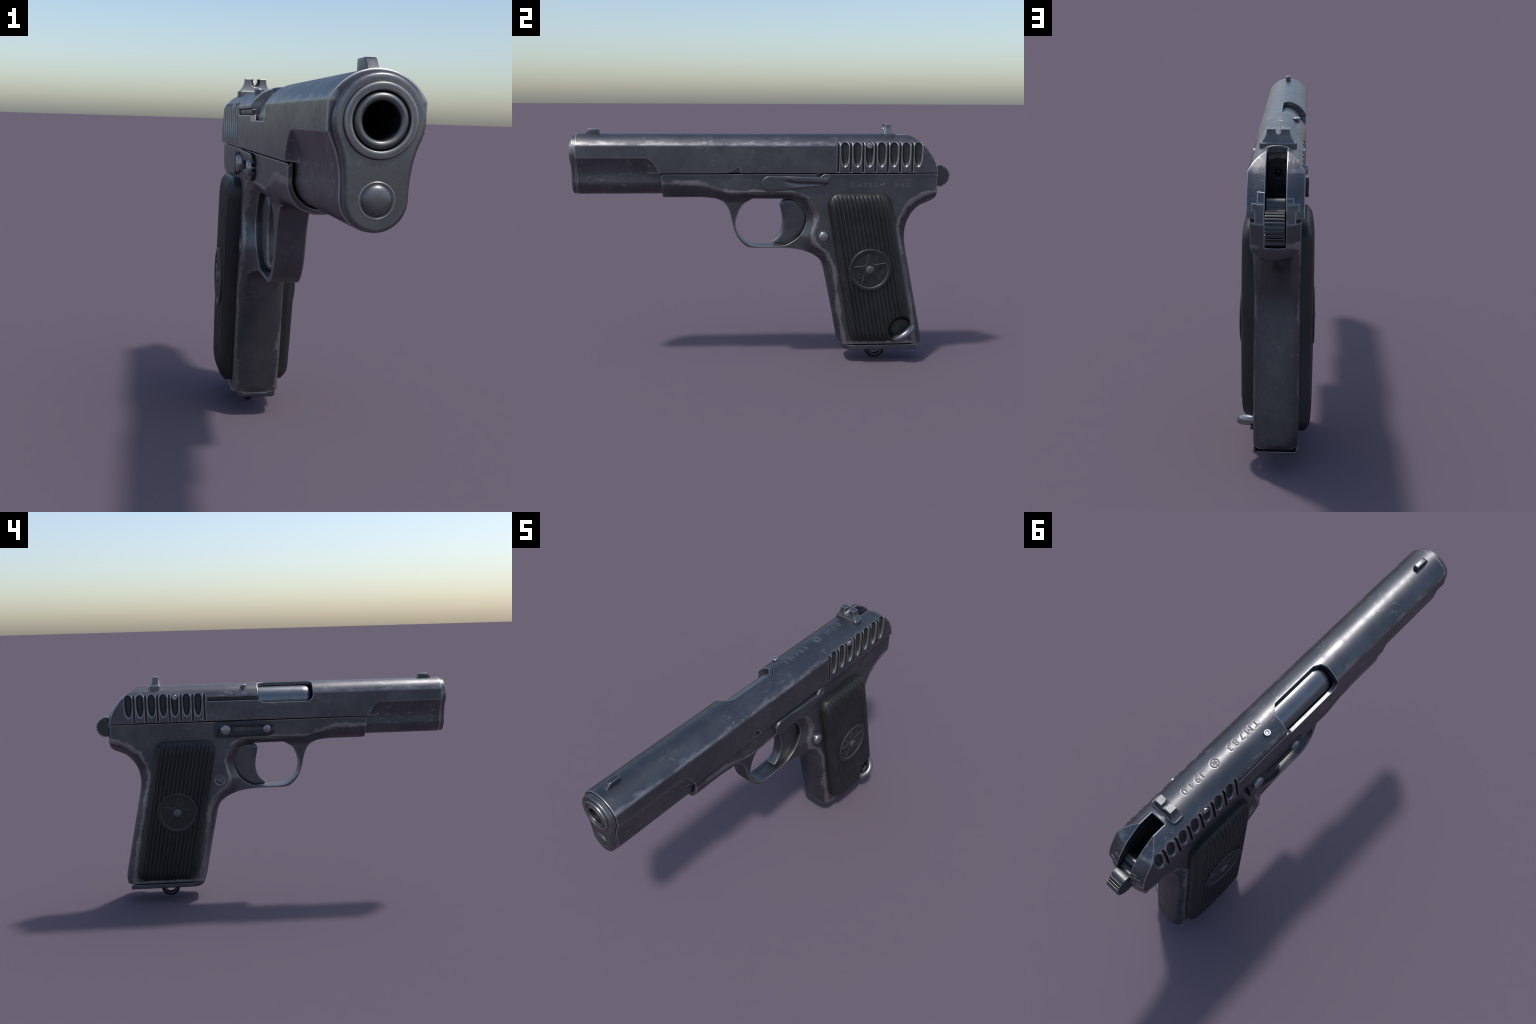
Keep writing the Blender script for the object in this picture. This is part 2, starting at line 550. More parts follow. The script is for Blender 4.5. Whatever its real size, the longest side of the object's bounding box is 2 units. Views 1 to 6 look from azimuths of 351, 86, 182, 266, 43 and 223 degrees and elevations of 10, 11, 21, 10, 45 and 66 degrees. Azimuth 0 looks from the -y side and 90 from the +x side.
def text_mesh(body, size, depth, place, align="LEFT"):
    """place(u, v, h): text coordinates -> point"""
    if body == "M":
        w, c, t = size * 0.33, size * 0.72, size * 0.095
        half_m = [(0, c * 0.25), (w - t, c * 0.80), (w - t, 0), (w, 0), (w, c), (w - t * 0.9, c), (0, c * 0.25 + t * 1.9)]
        pts = half_m[:-1] + [half_m[-1]] + [(-u, v) for u, v in half_m[5:0:-1]]
        m = prism(pts, -depth, depth, "z")
        for v in m.vertices:
            v.co = place(*v.co)
        return m
    cu = bpy.data.curves.new("t", "FONT")
    cu.body = body; cu.size = size; cu.extrude = depth; cu.resolution_u = 3
    cu.align_x = align
    o = bpy.data.objects.new("t", cu)
    bpy.context.scene.collection.objects.link(o)
    dg = bpy.context.evaluated_depsgraph_get(); dg.update()
    me = bpy.data.meshes.new_from_object(o.evaluated_get(dg))
    bpy.data.objects.remove(o)
    bm = bmesh.new(); bm.from_mesh(me); bpy.data.meshes.remove(me)
    bmesh.ops.remove_doubles(bm, verts=bm.verts, dist=1e-6)
    for v in bm.verts:
        v.co = place(*v.co)
    return bm_mesh(bm)

def mirror_x(mesh):
    m = mesh.copy()
    m.transform(Matrix.Scale(-1, 4, (1, 0, 0)))
    m.flip_normals()
    return m

# ================================================================== SLIDE
SLIDE_W, TOP_Z, CREASE_Z, SEAM_Z = 0.0980, 1.2388, 1.1785, 1.0385
BORE_Z = 1.141
R_TOP = (SLIDE_W ** 2 + (TOP_Z - CREASE_Z) ** 2) / (2 * (TOP_Z - CREASE_Z))
def top_z(x):
    return TOP_Z - R_TOP + math.sqrt(R_TOP ** 2 - x * x)

half = [(SLIDE_W - 0.0015, SEAM_Z), (SLIDE_W, SEAM_Z + 0.0025)]
a1 = math.asin(SLIDE_W / R_TOP)
for i in range(0, 19):
    a = a1 * (1 - i / 18)
    half.append((R_TOP * math.sin(a), TOP_Z - R_TOP + R_TOP * math.cos(a)))
section = half + [(-x, z) for x, z in half[-2::-1]]
body = prism(section, -0.9635, 0.99, "y")

rear = catmull([(0.735, 1.252), (0.765, 1.2335), (0.80, 1.213), (0.835, 1.187), (0.865, 1.151), (0.893, 1.110), (0.910, 1.070), (0.9165, 1.030)], 4)
cutcurve = catmull([(-0.543, 1.0385), (-0.548, 1.050), (-0.556, 1.066), (-0.568, 1.086), (-0.583, 1.101), (-0.600, 1.112), (-0.622, 1.117)], 4)
side = [(-0.99, 1.117), (-0.99, 1.28), (0.70, 1.28)] + rear + [(0.9165, 1.02), (-0.543, 1.02)] + cutcurve
slide = temp(body)
REAR_BOW = 0.018           # the rear face is bowed in plan
def bow(x):
    return REAR_BOW * (1 - min(1.0, abs(x) / 0.0875) ** 2)
def side_at(x):
    k = len(rear)
    pts = list(side)
    for i in range(3, 3 + k + 1):
        w = min(1.0, max(0.0, (1.238 - pts[i][1]) / 0.10))
        pts[i] = (pts[i][0] + bow(x) * w, pts[i][1])
    return [(x, y, z) for y, z in pts]
boolean(slide, loft([side_at(x) for x in np.linspace(-0.1, 0.1, 21)]), "INTERSECT")

# lower lobe round the recoil spring, with the scalloped waist above it
lobe = [(0.0955, 1.1172), (0.0885, 1.104), (0.0805, 1.085), (0.0745, 1.066), (0.0705, 1.048), (0.0685, 1.03), (0.0677, 1.012)]
lobe = [(0.09, 1.14)] + lobe
for i in range(13):
    a = i / 12 * pi / 2
    lobe.append((0.068 * math.cos(a), 0.994 - 0.068 * math.sin(a)))
LOBE = lobe + [(-x, z) for x, z in lobe[-2::-1]]
boolean(slide, prism(LOBE, -0.963, -0.28, "y"), "UNION")
# the scallop runs out in a smooth ramp that ends in a thin overhanging lip
def core_w(z):
    return float(np.interp(-z, [-p[1] for p in lobe[1:9]], [p[0] for p in lobe[1:9]]))
def cut_y(z):
    return float(np.interp(z, [p[1] for p in cutcurve], [p[0] for p in cutcurve]))
for s_ in (1, -1):
    secs = []
    for y in np.linspace(-0.530, -0.622, 15):
        sec = []
        for z in np.linspace(1.0388, 1.1165, 14):
            L = 0.078 * (1 - (z - 1.0388) / 0.078) + 0.004
            t = min(1.0, max(0.0, (cut_y(z) - y) / L))
            w = core_w(z)
            sec.append((s_ * (w - 0.0012 + (SLIDE_W - 0.0004 - w + 0.0012) * (1 - t) ** 1.8), y, z))
        secs.append(sec + [(s_ * 0.05, y, 1.1165), (s_ * 0.05, y, 1.0388)])
    boolean(slide, loft(secs), "UNION")

# muzzle hole, ejection port, hammer slot
cut = [lathe([(0, -1.1), (0.0565, -1.1), (0.0565, -0.70), (0, -0.70)], (0, 0, BORE_Z), "y", 40)]
port_side = round_corners([(0.15, 1.40), (0.15, 1.150), (0.078, 1.150), (0.056, 1.133), (-0.226, 1.133), (-0.226, 1.40)],
                          [0, 0, 0.004, 0.006, 0.036, 0], 7)
port_top = round_corners([(0.006, -0.185), (-0.012, -0.216), (-0.036, -0.2265), (-0.2, -0.2265), (-0.2, 0.083), (-0.027, 0.083), (0.006, 0.048)],
                         [0.006, 0.010, 0.02, 0, 0, 0.004, 0.004], 4)
pc = temp(prism(port_top, 1.05, 1.45, "z"))
boolean(pc, prism(port_side, -0.3, 0.1, "x"), "INTERSECT")
cut.append(pc.data.copy()); bpy.data.objects.remove(pc)
boolean(slide, cut)
boolean(slide, lathe([(0, -0.2262), (0.0795, -0.2262), (0.0795, 0.0826), (0, 0.0826)], (0, 0, BORE_Z), "y", 56))
boolean(slide, box(-0.0348, 0.0348, 0.645, 0.75, 1.0, 1.212))
cut = [box(-0.035, 0.035, 0.704, 1.0, 0.99, 1.3),
       box(-0.2, -0.086, 0.078, 0.368, 1.1495, 1.1705),
       prism([(-0.205, 1.03), (-0.137, 1.066), (-0.127, 1.064), (-0.120, 1.03)], 0.066, 0.2, "x")]
boolean(slide, cut)

# grasping grooves: seven scoops and seven slits on each side
def scoop(y, side):
    def ring(w, z0, z1, x):
        out = []
        for i in range(11):
            a = i / 10 * pi
            out.append((x, y + w * math.cos(a), z1 - w + w * math.sin(a)))
        for i in range(11):
            a = pi + i / 10 * pi
            h = (z1 - w - 0.046) - z0
            out.append((x, y + w * math.cos(a), z1 - w - 0.046 + h * math.sin(a)))
        return out
    m = loft([ring(0.030, 1.060, 1.208, 0.108), ring(0.0215, 1.0690, 1.2015, 0.0968), ring(0.0172, 1.0735, 1.1985, 0.0925), ring(0.0150, 1.082, 1.196, 0.0845), ring(0.0105, 1.092, 1.190, 0.0805)])
    if side < 0:
        q = mirror_x(m); bpy.data.meshes.remove(m); m = q
    for p in m.polygons:
        p.material_index = 0 if abs(p.center.x) > 0.0915 and abs(p.normal.x) < 0.99 else 1
    return m
SCOOPS = [0.4205 + 0.0646 * i for i in range(7)]
SLITS = [0.3855 + 0.0652 * i for i in range(7)]
beds, slits = [], []
for i in range(7):
    beds += [scoop(SCOOPS[i], 1), scoop(SCOOPS[i], -1)]
    b = prism([(SLITS[i] - 0.0060, SEAM_Z + 0.004), (SLITS[i] + 0.0060, SEAM_Z + 0.004), (SLITS[i] + 0.0055, 1.1935), (SLITS[i] - 0.0055, 1.1935)], 0.0855, 0.12)
    slits += [b, mirror_x(b)]
slide.data.materials.append(STEEL)
slide.data.materials.append(WORN)
slide.data.materials.append(RECESS)
def boolean_two(o, meshes, mats):
    c = temp(join(meshes), mats)
    md = o.modifiers.new("b", "BOOLEAN")
    md.object = c; md.operation = "DIFFERENCE"; md.solver = "EXACT"; md.material_mode = "TRANSFER"
    bake(o); bpy.data.objects.remove(c)
boolean_two(slide, beds, [WORN, RECESS])
boolean(slide, slits, mat=RECESS)

def rear_y(z):
    R = sorted(rear, key=lambda p: p[1])
    return float(np.interp(z, [p[1] for p in R], [p[0] for p in R]))

# engraved serial number and year along the top
def on_top(u, v, h):
    x = -v + 0.0165
    return Vector((x, u, top_z(x) + h))
marks = []
for ch, cy in zip("TM7831940", (0.167, 0.207, 0.246, 0.280, 0.313, 0.471, 0.495, 0.526, 0.564)):
    marks.append(text_mesh(ch, 0.044, 0.0016, lambda u, v, h, cy=cy: on_top(u + cy, v, h), "CENTER"))
def flat_ring(cy, cx, r0, r1, d):
    bm = bmesh.new(); n = 28; q = []
    for r in (r0, r1):
        for h in (-d, d):
            q.append([bm.verts.new(on_top(cy + r * math.cos(2 * pi * i / n), cx + r * math.sin(2 * pi * i / n), h)) for i in range(n)])
    for a, b in ((0, 1), (1, 3), (3, 2), (2, 0)):
        for i in range(n):
            j = (i + 1) % n
            bm.faces.new((q[a][i], q[a][j], q[b][j], q[b][i]))
    return bm_mesh(bm)
marks.append(flat_ring(0.400, 0.016, 0.0165, 0.0195, 0.0022))
def star_pts(cy, cz, R, r, tilt):
    return [(cy + (R if i % 2 == 0 else r) * math.sin(i * pi / 5 + tilt), cz + (R if i % 2 == 0 else r) * math.cos(i * pi / 5 + tilt)) for i in range(10)]
bm = bmesh.new()
sp = star_pts(0.400, 0.016, 0.0150, 0.006, 0)
lo_ = [bm.verts.new(on_top(p[0], p[1], -0.0022)) for p in sp]
hi_ = [bm.verts.new(on_top(p[0], p[1], 0.0022)) for p in sp]
bm.faces.new(lo_); bm.faces.new(hi_[::-1])
for i in range(10):
    bm.faces.new((lo_[i], lo_[(i + 1) % 10], hi_[(i + 1) % 10], hi_[i]))
marks.append(bm_mesh(bm))
boolean(slide, marks[:-1], mat=FAINT)
boolean(slide, marks[-1], mat=FAINT)
me = slide.data.copy(); bpy.data.objects.remove(slide)
slide = add("slide", me, [STEEL])
tidy(slide, 32)

# ---- parts carried by the slide
fs = slab(round_corners([(-0.848, 1.22), (-0.848, 1.2635), (-0.903, 1.2635), (-0.925, 1.238), (-0.925, 1.22)], [0, 0.003, 0.012, 0, 0], 3), -0.0125, 0.0125, 0.003, both=True)
add("front_sight", fs, STEEL, slide)

# rear sight: base in its dovetail and a flared blade with a U notch
base = round_corners([(-0.066, 0.630), (0.066, 0.630), (0.066, 0.684), (-0.066, 0.684)], 0.014, 4)
rs = temp(slab(base, 1.214, 1.2415, 0.003, "z"))
blade = []
for t in np.linspace(0, 1, 9):
    f = (1 - t) ** 2.4
    hx, y0, y1, z = 0.0405 + 0.0225 * f, 0.6395 - 0.009 * f, 0.671 + 0.010 * f, 1.239 + 0.050 * t
    blade.append([(-hx, y0, z), (hx, y0, z), (hx, y1, z), (-hx, y1, z)])
boolean(rs, loft(blade), "UNION")
notch = round_corners([(-0.0085, 1.32), (-0.0085, 1.271), (0.0085, 1.271), (0.0085, 1.32)], [0, 0.008, 0.008, 0], 5)
scp = lathe([(0, 0.60), (0.0185, 0.60), (0.0185, 0.640), (0.0150, 0.651), (0.008, 0.658), (0, 0.660)], (0, 0, 1.276), "y", 24)
boolean(rs, [prism(notch, 0.6, 0.72, "y")])
boolean(rs, [scp])
me = rs.data.copy(); bpy.data.objects.remove(rs)
rs = add("rear_sight", me, SIGHT, slide); tidy(rs, 32)

add("extractor", slab([(0.0795, 1.1515), (0.3665, 1.1515), (0.3665, 1.1685), (0.0795, 1.1685)], -0.08, -0.0925, 0.0015), DARKSTEEL, slide, 40)
# slotted screws in the third scoop
def slotted(r, x0, x1, y, z, ang, slot=0.005, depth=0.005):
    o = temp(lathe([(0, x0), (r, x0), (r, x1 - 0.003), (r * 0.86, x1 - 0.0006), (r * 0.5, x1), (0, x1)] , (0, y, z), "x", 28))
    c, s = math.cos(ang), math.sin(ang)
    pts = [(y + a * c - b * s, z + a * s + b * c) for a, b in ((-2 * r, -slot / 2), (2 * r, -slot / 2), (2 * r, slot / 2), (-2 * r, slot / 2))]
    boolean(o, prism(pts, x1 - depth, x1 + 0.02))
    me = o.data.copy(); bpy.data.objects.remove(o)
    return me
sm = slotted(0.0155, 0.07, 0.0965, 0.5497, 1.1775, -0.45)
add("sight_screw", sm, BRIGHT, slide)
m2 = mirror_x(slotted(0.0155, 0.07, 0.0965, 0.5497, 1.1775, 0.6))
add("sight_screw", m2, BRIGHT, slide)
add("chamber_pin", lathe([(0, -0.03), (0.0125, -0.03), (0.0125, 0.003), (0.0155, 0.009), (0.0145, 0.0125), (0.011, 0.0135), (0.0075, 0.0115), (0, 0.0115)], (-0.059, 0.162, 1.2225), "z", 28), BRIGHT, slide)

# firing pin block at the back of the slot
fp = temp(prism([(-0.035, 1.055)] + [(0.035, 1.055)] + [(0.035 * math.cos(a), 1.145 + 0.035 * math.sin(a)) for a in np.linspace(0, pi, 15)], 0.63, 0.668, "y"))
boolean(fp, lathe([(0, 0.650), (0.018, 0.650), (0.018, 0.80), (0, 0.80)], (0, 0, 1.130), "y", 24))
me = fp.data.copy(); bpy.data.objects.remove(fp)
add("firing_pin_block", me, DARKSTEEL, slide)
add("firing_pin", lathe([(0, 0.64), (0.0125, 0.64), (0.0125, 0.658), (0.008, 0.663), (0, 0.665)], (0, 0, 1.130), "y", 20), DARKSTEEL, slide)

# rear ends of the frame rails and of the hammer housing, let into the slide
def resample_pts(pts):
    return [tuple(p) for p in resample(pts, 0.006)]
def rail(xz, name, mat, s, extra):
    zs = sorted(set(z for _, z in xz))
    pts = [(s * x, z) for x, z in xz]
    m = prism(resample_pts(pts), 0.80, 1.0, "y")
    for v in m.vertices:
        if v.co.y > 0.9:
            v.co.y = rear_y(v.co.z) + bow(v.co.x) * min(1.0, (1.238 - v.co.z) / 0.10) + extra
    return add(name, m, mat, slide if name != "frame_rail" else ROOT, 30)
for s_ in (1, -1):
    rail([(0.0352, 1.02), (0.0695, 1.02), (0.0695, 1.0635), (0.0805, 1.0635), (0.0805, 1.0885), (0.0352, 1.0885)], "frame_rail", PART_STEEL, s_, 0.0016)
    rail([(0.0352, 1.0895), (0.0615, 1.0895), (0.0615, 1.107 if s_ < 0 else 1.125), (0.0352, 1.107 if s_ < 0 else 1.125)], "hammer_housing", STEEL, s_, 0.0010)

# barrel: chamber seen in the port, and the muzzle
add("barrel_chamber", lathe([(0, -0.2245), (0.048, -0.2240), (0.060, -0.2205), (0.069, -0.211), (0.0745, -0.195), (0.0755, -0.17), (0.0755, 0.080), (0, 0.080)], (0, 0, BORE_Z), "y", 56), BARREL, slide)
add("barrel_muzzle", lathe([(0, -0.72), (0.0365, -0.72), (0.0365, -0.9925), (0.0378, -0.9962), (0.0410, -0.9989), (0.0450, -0.9999), (0.0490, -0.9990), (0.053, -0.995), (0.054, -0.990), (0.054, -0.72)], (0, 0, BORE_Z), "y", 56, True), [MUZZLE, BORE], slide)
for p in bpy.data.objects["barrel_muzzle"].data.polygons:
    c = p.center
    if math.hypot(c.x, c.z - BORE_Z) < 0.0366 and c.y > -0.9924:
        p.material_index = 1

# bushing that closes the front, keyhole outline
def keyhole(r_top, waist, r_low, zc_low):
    pts = []
    n = 40
    a_end = -0.42
    for i in range(n + 1):
        a = pi - a_end - (pi - 2 * a_end) * i / n
        pts.append((r_top * math.cos(a), BORE_Z + r_top * math.sin(a)))
    xs, zs = pts[-1]
    end = (r_low, zc_low)
    m0 = np.array([math.sin(a_end), -math.cos(a_end)])
    L = zs - zc_low
    right = []
    for i in range(1, 12):
        t = i / 12
        p1, p2 = np.array([xs, zs]), np.array(end)
        t1, t2 = m0 * L * 1.15, np.array([0.0, -1.0]) * L * 0.75
        p = (2*t**3-3*t**2+1)*p1 + (t**3-2*t**2+t)*t1 + (-2*t**3+3*t**2)*p2 + (t**3-t**2)*t2
        right.append(tuple(p))
    low = [(r_low * math.cos(a), zc_low - r_low * math.sin(a)) for a in np.linspace(0, pi, 21)]
    left = [(-x, z) for x, z in right[::-1]]
    return pts + right + low + left
K = keyhole(0.0905, 0.063, 0.064, 0.992)
rows = [[(x * 0.9, -0.955, BORE_Z + (z - BORE_Z) * 0.94) for x, z in K], [(x * 0.9, -0.9648, BORE_Z + (z - BORE_Z) * 0.94) for x, z in K], [(x, -0.9652, z) for x, z in K]]
rows += [[(x, -0.983, z) for x, z in K], [(x, -0.9870, z) for x, z in inset_outline(K, 0.0012)], [(x, -0.9897, z) for x, z in inset_outline(K, 0.0045)], [(x, -0.9907, z) for x, z in inset_outline(K, 0.009)]]
bu = temp(loft(rows))
boolean(bu, lathe([(0, -1.1), (0.0558, -1.1), (0.0558, -0.9), (0, -0.9)], (0, 0, BORE_Z), "y", 48))
me = bu.data.copy(); bpy.data.objects.remove(bu)
bushing = add("barrel_bushing", me, MUZZLE, slide); tidy(bushing, 40)
add("muzzle_ring", lathe([(0.0555, -0.97), (0.0555, -0.9945), (0.0575, -0.9976), (0.0605, -0.9986), (0.0640, -0.9978), (0.0675, -0.9986), (0.0707, -0.9976), (0.0728, -0.9945), (0.0735, -0.990), (0.0728, -0.97)], (0, 0, BORE_Z), "y", 64, True), MUZZLE, bushing)
add("spring_plug", lathe([(0, -0.9990), (0.010, -0.9989), (0.018, -0.9981), (0.025, -0.9962), (0.0298, -0.9928), (0.032, -0.9885), (0.032, -0.97), (0, -0.97)], (0, 0, 0.991), "y", 40), MUZZLE, bushing)
add("spring_plug_ring", lathe([(0.0335, -0.975), (0.0335, -0.9914), (0.0355, -0.9919), (0.0372, -0.9904), (0.0372, -0.975)], (0, 0, 0.991), "y", 40, True), MUZZLE, bushing)

# ================================================================== FRAME
FW = 0.0865
tang = catmull([(0.9165, 0.945), (0.9165, 0.922), (0.914, 0.903), (0.901, 0.892), (0.873, 0.880), (0.832, 0.859), (0.788, 0.811), (0.763, 0.757), (0.755, 0.700), (0.761, 0.640), (0.7765, 0.565)], 4)
front = catmull([(0.384, 0.300), (0.362, 0.405), (0.343, 0.495), (0.331, 0.530), (0.308, 0.567), (0.264, 0.600), (0.203, 0.622), (0.130, 0.634), (0.04, 0.636), (-0.058, 0.637), (-0.096, 0.648), (-0.134, 0.686), (-0.155, 0.729), (-0.168, 0.777), (-0.183, 0.837), (-0.205, 0.876), (-0.242, 0.898), (-0.295, 0.905), (-0.36, 0.9065)], 4)
OUT = [(-0.533, 1.036), (0.9165, 1.036)] + tang + [(0.8635, 0.150), (0.8665, 0.118), (0.864, 0.104), (0.418, 0.104), (0.418, 0.125)] + front + [(-0.528, 0.9065)]
HOLE = catmull([(-0.060, 0.901), (-0.112, 0.866), (-0.139, 0.815), (-0.149, 0.761), (-0.135, 0.711), (-0.094, 0.667), (-0.050, 0.6475), (0.050, 0.6455), (0.115, 0.650), (0.150, 0.666), (0.190, 0.696), (0.218, 0.745), (0.228, 0.790), (0.212, 0.842), (0.174, 0.884), (0.145, 0.899)], 4)
crease_front = catmull([(-0.533, 0.988), (-0.395, 0.990), (-0.344, 0.987), (-0.287, 0.975), (-0.240, 0.955), (-0.205, 0.941), (-0.168, 0.937), (0.0, 0.940), (0.147, 0.936), (0.192, 0.926), (0.228, 0.905), (0.262, 0.862), (0.280, 0.810), (0.272, 0.760), (0.258, 0.715), (0.262, 0.672), (0.296, 0.640), (0.335, 0.610), (0.360, 0.575), (0.375, 0.530), (0.392, 0.400), (0.405, 0.289), (0.440, 0.104)], 3)
crease_rear = catmull([(0.828, 0.104), (0.822, 0.151), (0.803, 0.288), (0.738, 0.600), (0.722, 0.660), (0.712, 0.732), (0.723, 0.799), (0.760, 0.868), (0.800, 0.903), (0.850, 0.926), (0.9165, 0.944)], 3)
FLAT = np.array([(-0.60, 1.036), (-0.60, 0.988)] + crease_front + crease_rear + [(0.99, 0.950), (0.99, 1.036)])
OUTa, HOLEa = np.array(OUT), np.array(HOLE)
crF, crR = np.array([(-0.60, 0.988)] + crease_front), np.array(crease_rear + [(0.99, 0.950)])

def frame_t(P):
    ins = inside(P, FLAT)
    dF, dR = dist(P, crF, False), dist(P, crR, False)
    d = np.minimum(dF, dR)
    sil = np.minimum(dist(P, np.array([(0.420, 0.06), (0.418, 0.125)] + list(front) + [(-0.60, 0.9065)]), False), dist(P, np.array([(0.99, 0.888)] + [q for q in tang if q[1] < 0.8955] + [(0.8635, 0.150), (0.868, 0.08)]), False))
    e = np.minimum(sil, dist(P, HOLEa))
    y, zz = P[:, 0], P[:, 1]
    rearside = dR < dF
    # half width at the silhouette
    te = np.interp(y, [-0.33, -0.205], [0.012, 0.0465])
    te = np.where((zz < 0.66) & (y > 0.22), np.interp(zz, [0.50, 0.62], [0.050, 0.048]), te)
    te = np.where(rearside, np.interp(zz, [0.72, 0.80, 0.88], [0.055, 0.046, 0.014]), te)
    wmax = np.interp(y, [-0.33, -0.22], [0.09, 0.048])
    wmax = np.where((y > 0.2) | rearside, 0.06, wmax)
    w = np.minimum(d + e, wmax) + 1e-6
    s = np.clip(d / w, 0, 1)
    dome = np.sqrt(np.maximum(0, 1 - s ** 2))
    soft = (1 - s ** 1.5)
    under = 0.5 * soft + 0.5 * (1 - s) ** 2      # hollow under the frame ahead of the trigger
    k = np.interp(y, [-0.30, -0.20], [1.0, 0.0])
    k = np.where((y > 0.22), np.interp(zz, [0.52, 0.62], [0.40, 0.0]), k)
    k = np.where(rearside, np.interp(zz, [0.78, 0.87], [0.45, 1.0]), k)
    f = k * dome + (1 - k) * np.where((y > 0.2) & (zz < 0.60), soft, under)
    t = te + (FW - te) * f
    # the bow of the guard stays a flat band and its root runs into the dust cover
    root = (y > -0.262) & (y < -0.05) & (zz < 0.94)
    bow_w = np.where(root, 0.0465, 0)
    t = np.maximum(t, bow_w * np.clip((y + 0.262) / 0.03, 0, 1))
    return np.where(ins, FW, t)

def frame_bulge(P):
    y, z = P[:, 0], P[:, 1]
    b = np.where((z < 0.62) & (y < 0.6) & (y > 0.2), 0.011 * np.clip((0.60 - z) / 0.10, 0, 1), 0.0)
    b = np.where((z < 0.88) & (y > 0.6), 0.011, b)
    b = np.where((z >= 0.80) & (y > 0.6), np.interp(z, [0.80, 0.90, 0.93], [0.011, 0.013, 0.0185]), b)
    b = np.where((y < 0.88) & (z > 1.0), 0, b)
    b = b * np.clip((z - 0.104) / 0.02, 0, 1)
    return b
fm = relief(OUT, [HOLE], frame_t, lambda P: -frame_t(P), 0.011, lines=[crease_front[1:-1], crease_rear[1:-1]], insets=(0.0035, 0.008, 0.014), rim=6, bulge=frame_bulge)
frame = temp(fm)
chan = [(0.0735, 1.08)] + [(0.0735 * math.cos(a), 0.994 - 0.0735 * math.sin(a)) for a in np.linspace(0, pi, 25)] + [(-0.0735, 1.08)]
boolean(frame, [prism(chan, -0.60, -0.45, "y"),
                box(-0.0355, 0.0355, 0.735, 1.0, 0.941, 1.10),
                box(0.05, 0.12, 0.272, 0.318, 1.0145, 1.06),
                lathe([(0, 0.0835), (0.0330, 0.0835), (0.0330, 0.12), (0, 0.12)], (0, 0.3165, 0.700), "x", 32),
                lathe([(0, -0.0825), (0.0285, -0.0825), (0.0285, -0.12), (0, -0.12)], (0, 0.3115, 0.698), "x", 32)])
frame.data.materials.append(FRAME_STEEL)
# small marks on the left side
def on_left(u, v, h):
    return Vector((FW + h, u, v))
marks = []
for ch, cy in zip("ПМ7831940", (0.465, 0.5013, 0.530, 0.556, 0.585, 0.686, 0.705, 0.729, 0.763)):
    marks.append(text_mesh(ch, 0.032, 0.0012, lambda u, v, h, cy=cy: on_left(u + cy, v + 0.9665, h), "CENTER"))
marks.pop(1)
for u0, v0, u1, v1 in ((-0.0085, 0.0, -0.0085, 0.0225), (0.0085, 0.0, 0.0085, 0.0222), (-0.0085, 0.0221, 0.0, 0.008), (0.0085, 0.0218, 0.0003, 0.0082)):
    n = Vector((v0 - v1, u1 - u0)).normalized() * 0.0014
    marks.append(prism([(0.5013 + u + k * n.x, 0.9665 + v + k * n.y) for u, v, k in ((u0, v0, 1), (u1, v1, 1), (u1, v1, -1), (u0, v0, -1))], FW - 0.0012, FW + 0.004))
for mk in marks:
    boolean(frame, mk, mat=FAINT)
boolean(frame, prism(star_pts(0.622, 0.981, 0.0105, 0.0035, 0), FW - 0.0025, FW + 0.01), mat=ENGRAVED)
boolean(frame, lathe([(0, 0.079), (0.054, 0.079), (0.054, 0.1), (0, 0.1)], (0, 0.750, 0.188), "x", 40), mat=RECESS)
me = frame.data.copy(); bpy.data.objects.remove(frame)
frame = add("frame", me, [FRAME_STEEL, ENGRAVED]); tidy(frame, 38, weighted=False)

# trigger
TRIG = catmull([(0.180, 0.893), (0.120, 0.893), (0.100, 0.886), (0.090, 0.866), (0.097, 0.830), (0.103, 0.795), (0.103, 0.752), (0.088, 0.706), (0.049, 0.666)], 5) + catmull([(0.056, 0.6535), (0.115, 0.6535), (0.150, 0.670), (0.190, 0.70), (0.222, 0.745), (0.235, 0.79), (0.222, 0.842)], 4)
TRa = np.array(TRIG)
def trig_t(P):
    d = dist(P, TRa)
    return 0.0290 - 0.005 * (1 - np.clip(d / 0.012, 0, 1)) ** 2
add("trigger", relief(TRIG, [], trig_t, lambda P: -trig_t(P), 0.010, insets=(0.003, 0.007, 0.012), rim=3, bulge=lambda P: np.full(len(P), 0.001)), PART_STEEL, frame, 50)

# hammer: neck and knurled spur
hc, hr = (0.9425, 1.016), 0.0575
ham = catmull([(0.78, 0.97), (0.80, 1.03), (0.835, 1.075), (0.858, 1.093), (0.872, 1.096), (0.886, 1.088), (0.894, 1.070), (0.908, 1.060), (0.926, 1.0685), (0.9425, 1.0735)], 4)
teeth, a_from, a_to = 12, 78, -92
for i in range(teeth):
    for f, r in ((0.0, hr), (0.36, hr), (0.52, hr - 0.0066), (0.84, hr - 0.0066)):
        a = math.radians(a_from + (a_to - a_from) * (i + f) / teeth)
        ham.append((hc[0] + r * math.cos(a), hc[1] + r * math.sin(a)))
ham += [(0.90, 0.955), (0.82, 0.93)]
add("hammer", prism(ham, -0.0318, 0.0318), HAMMER, frame, 30)

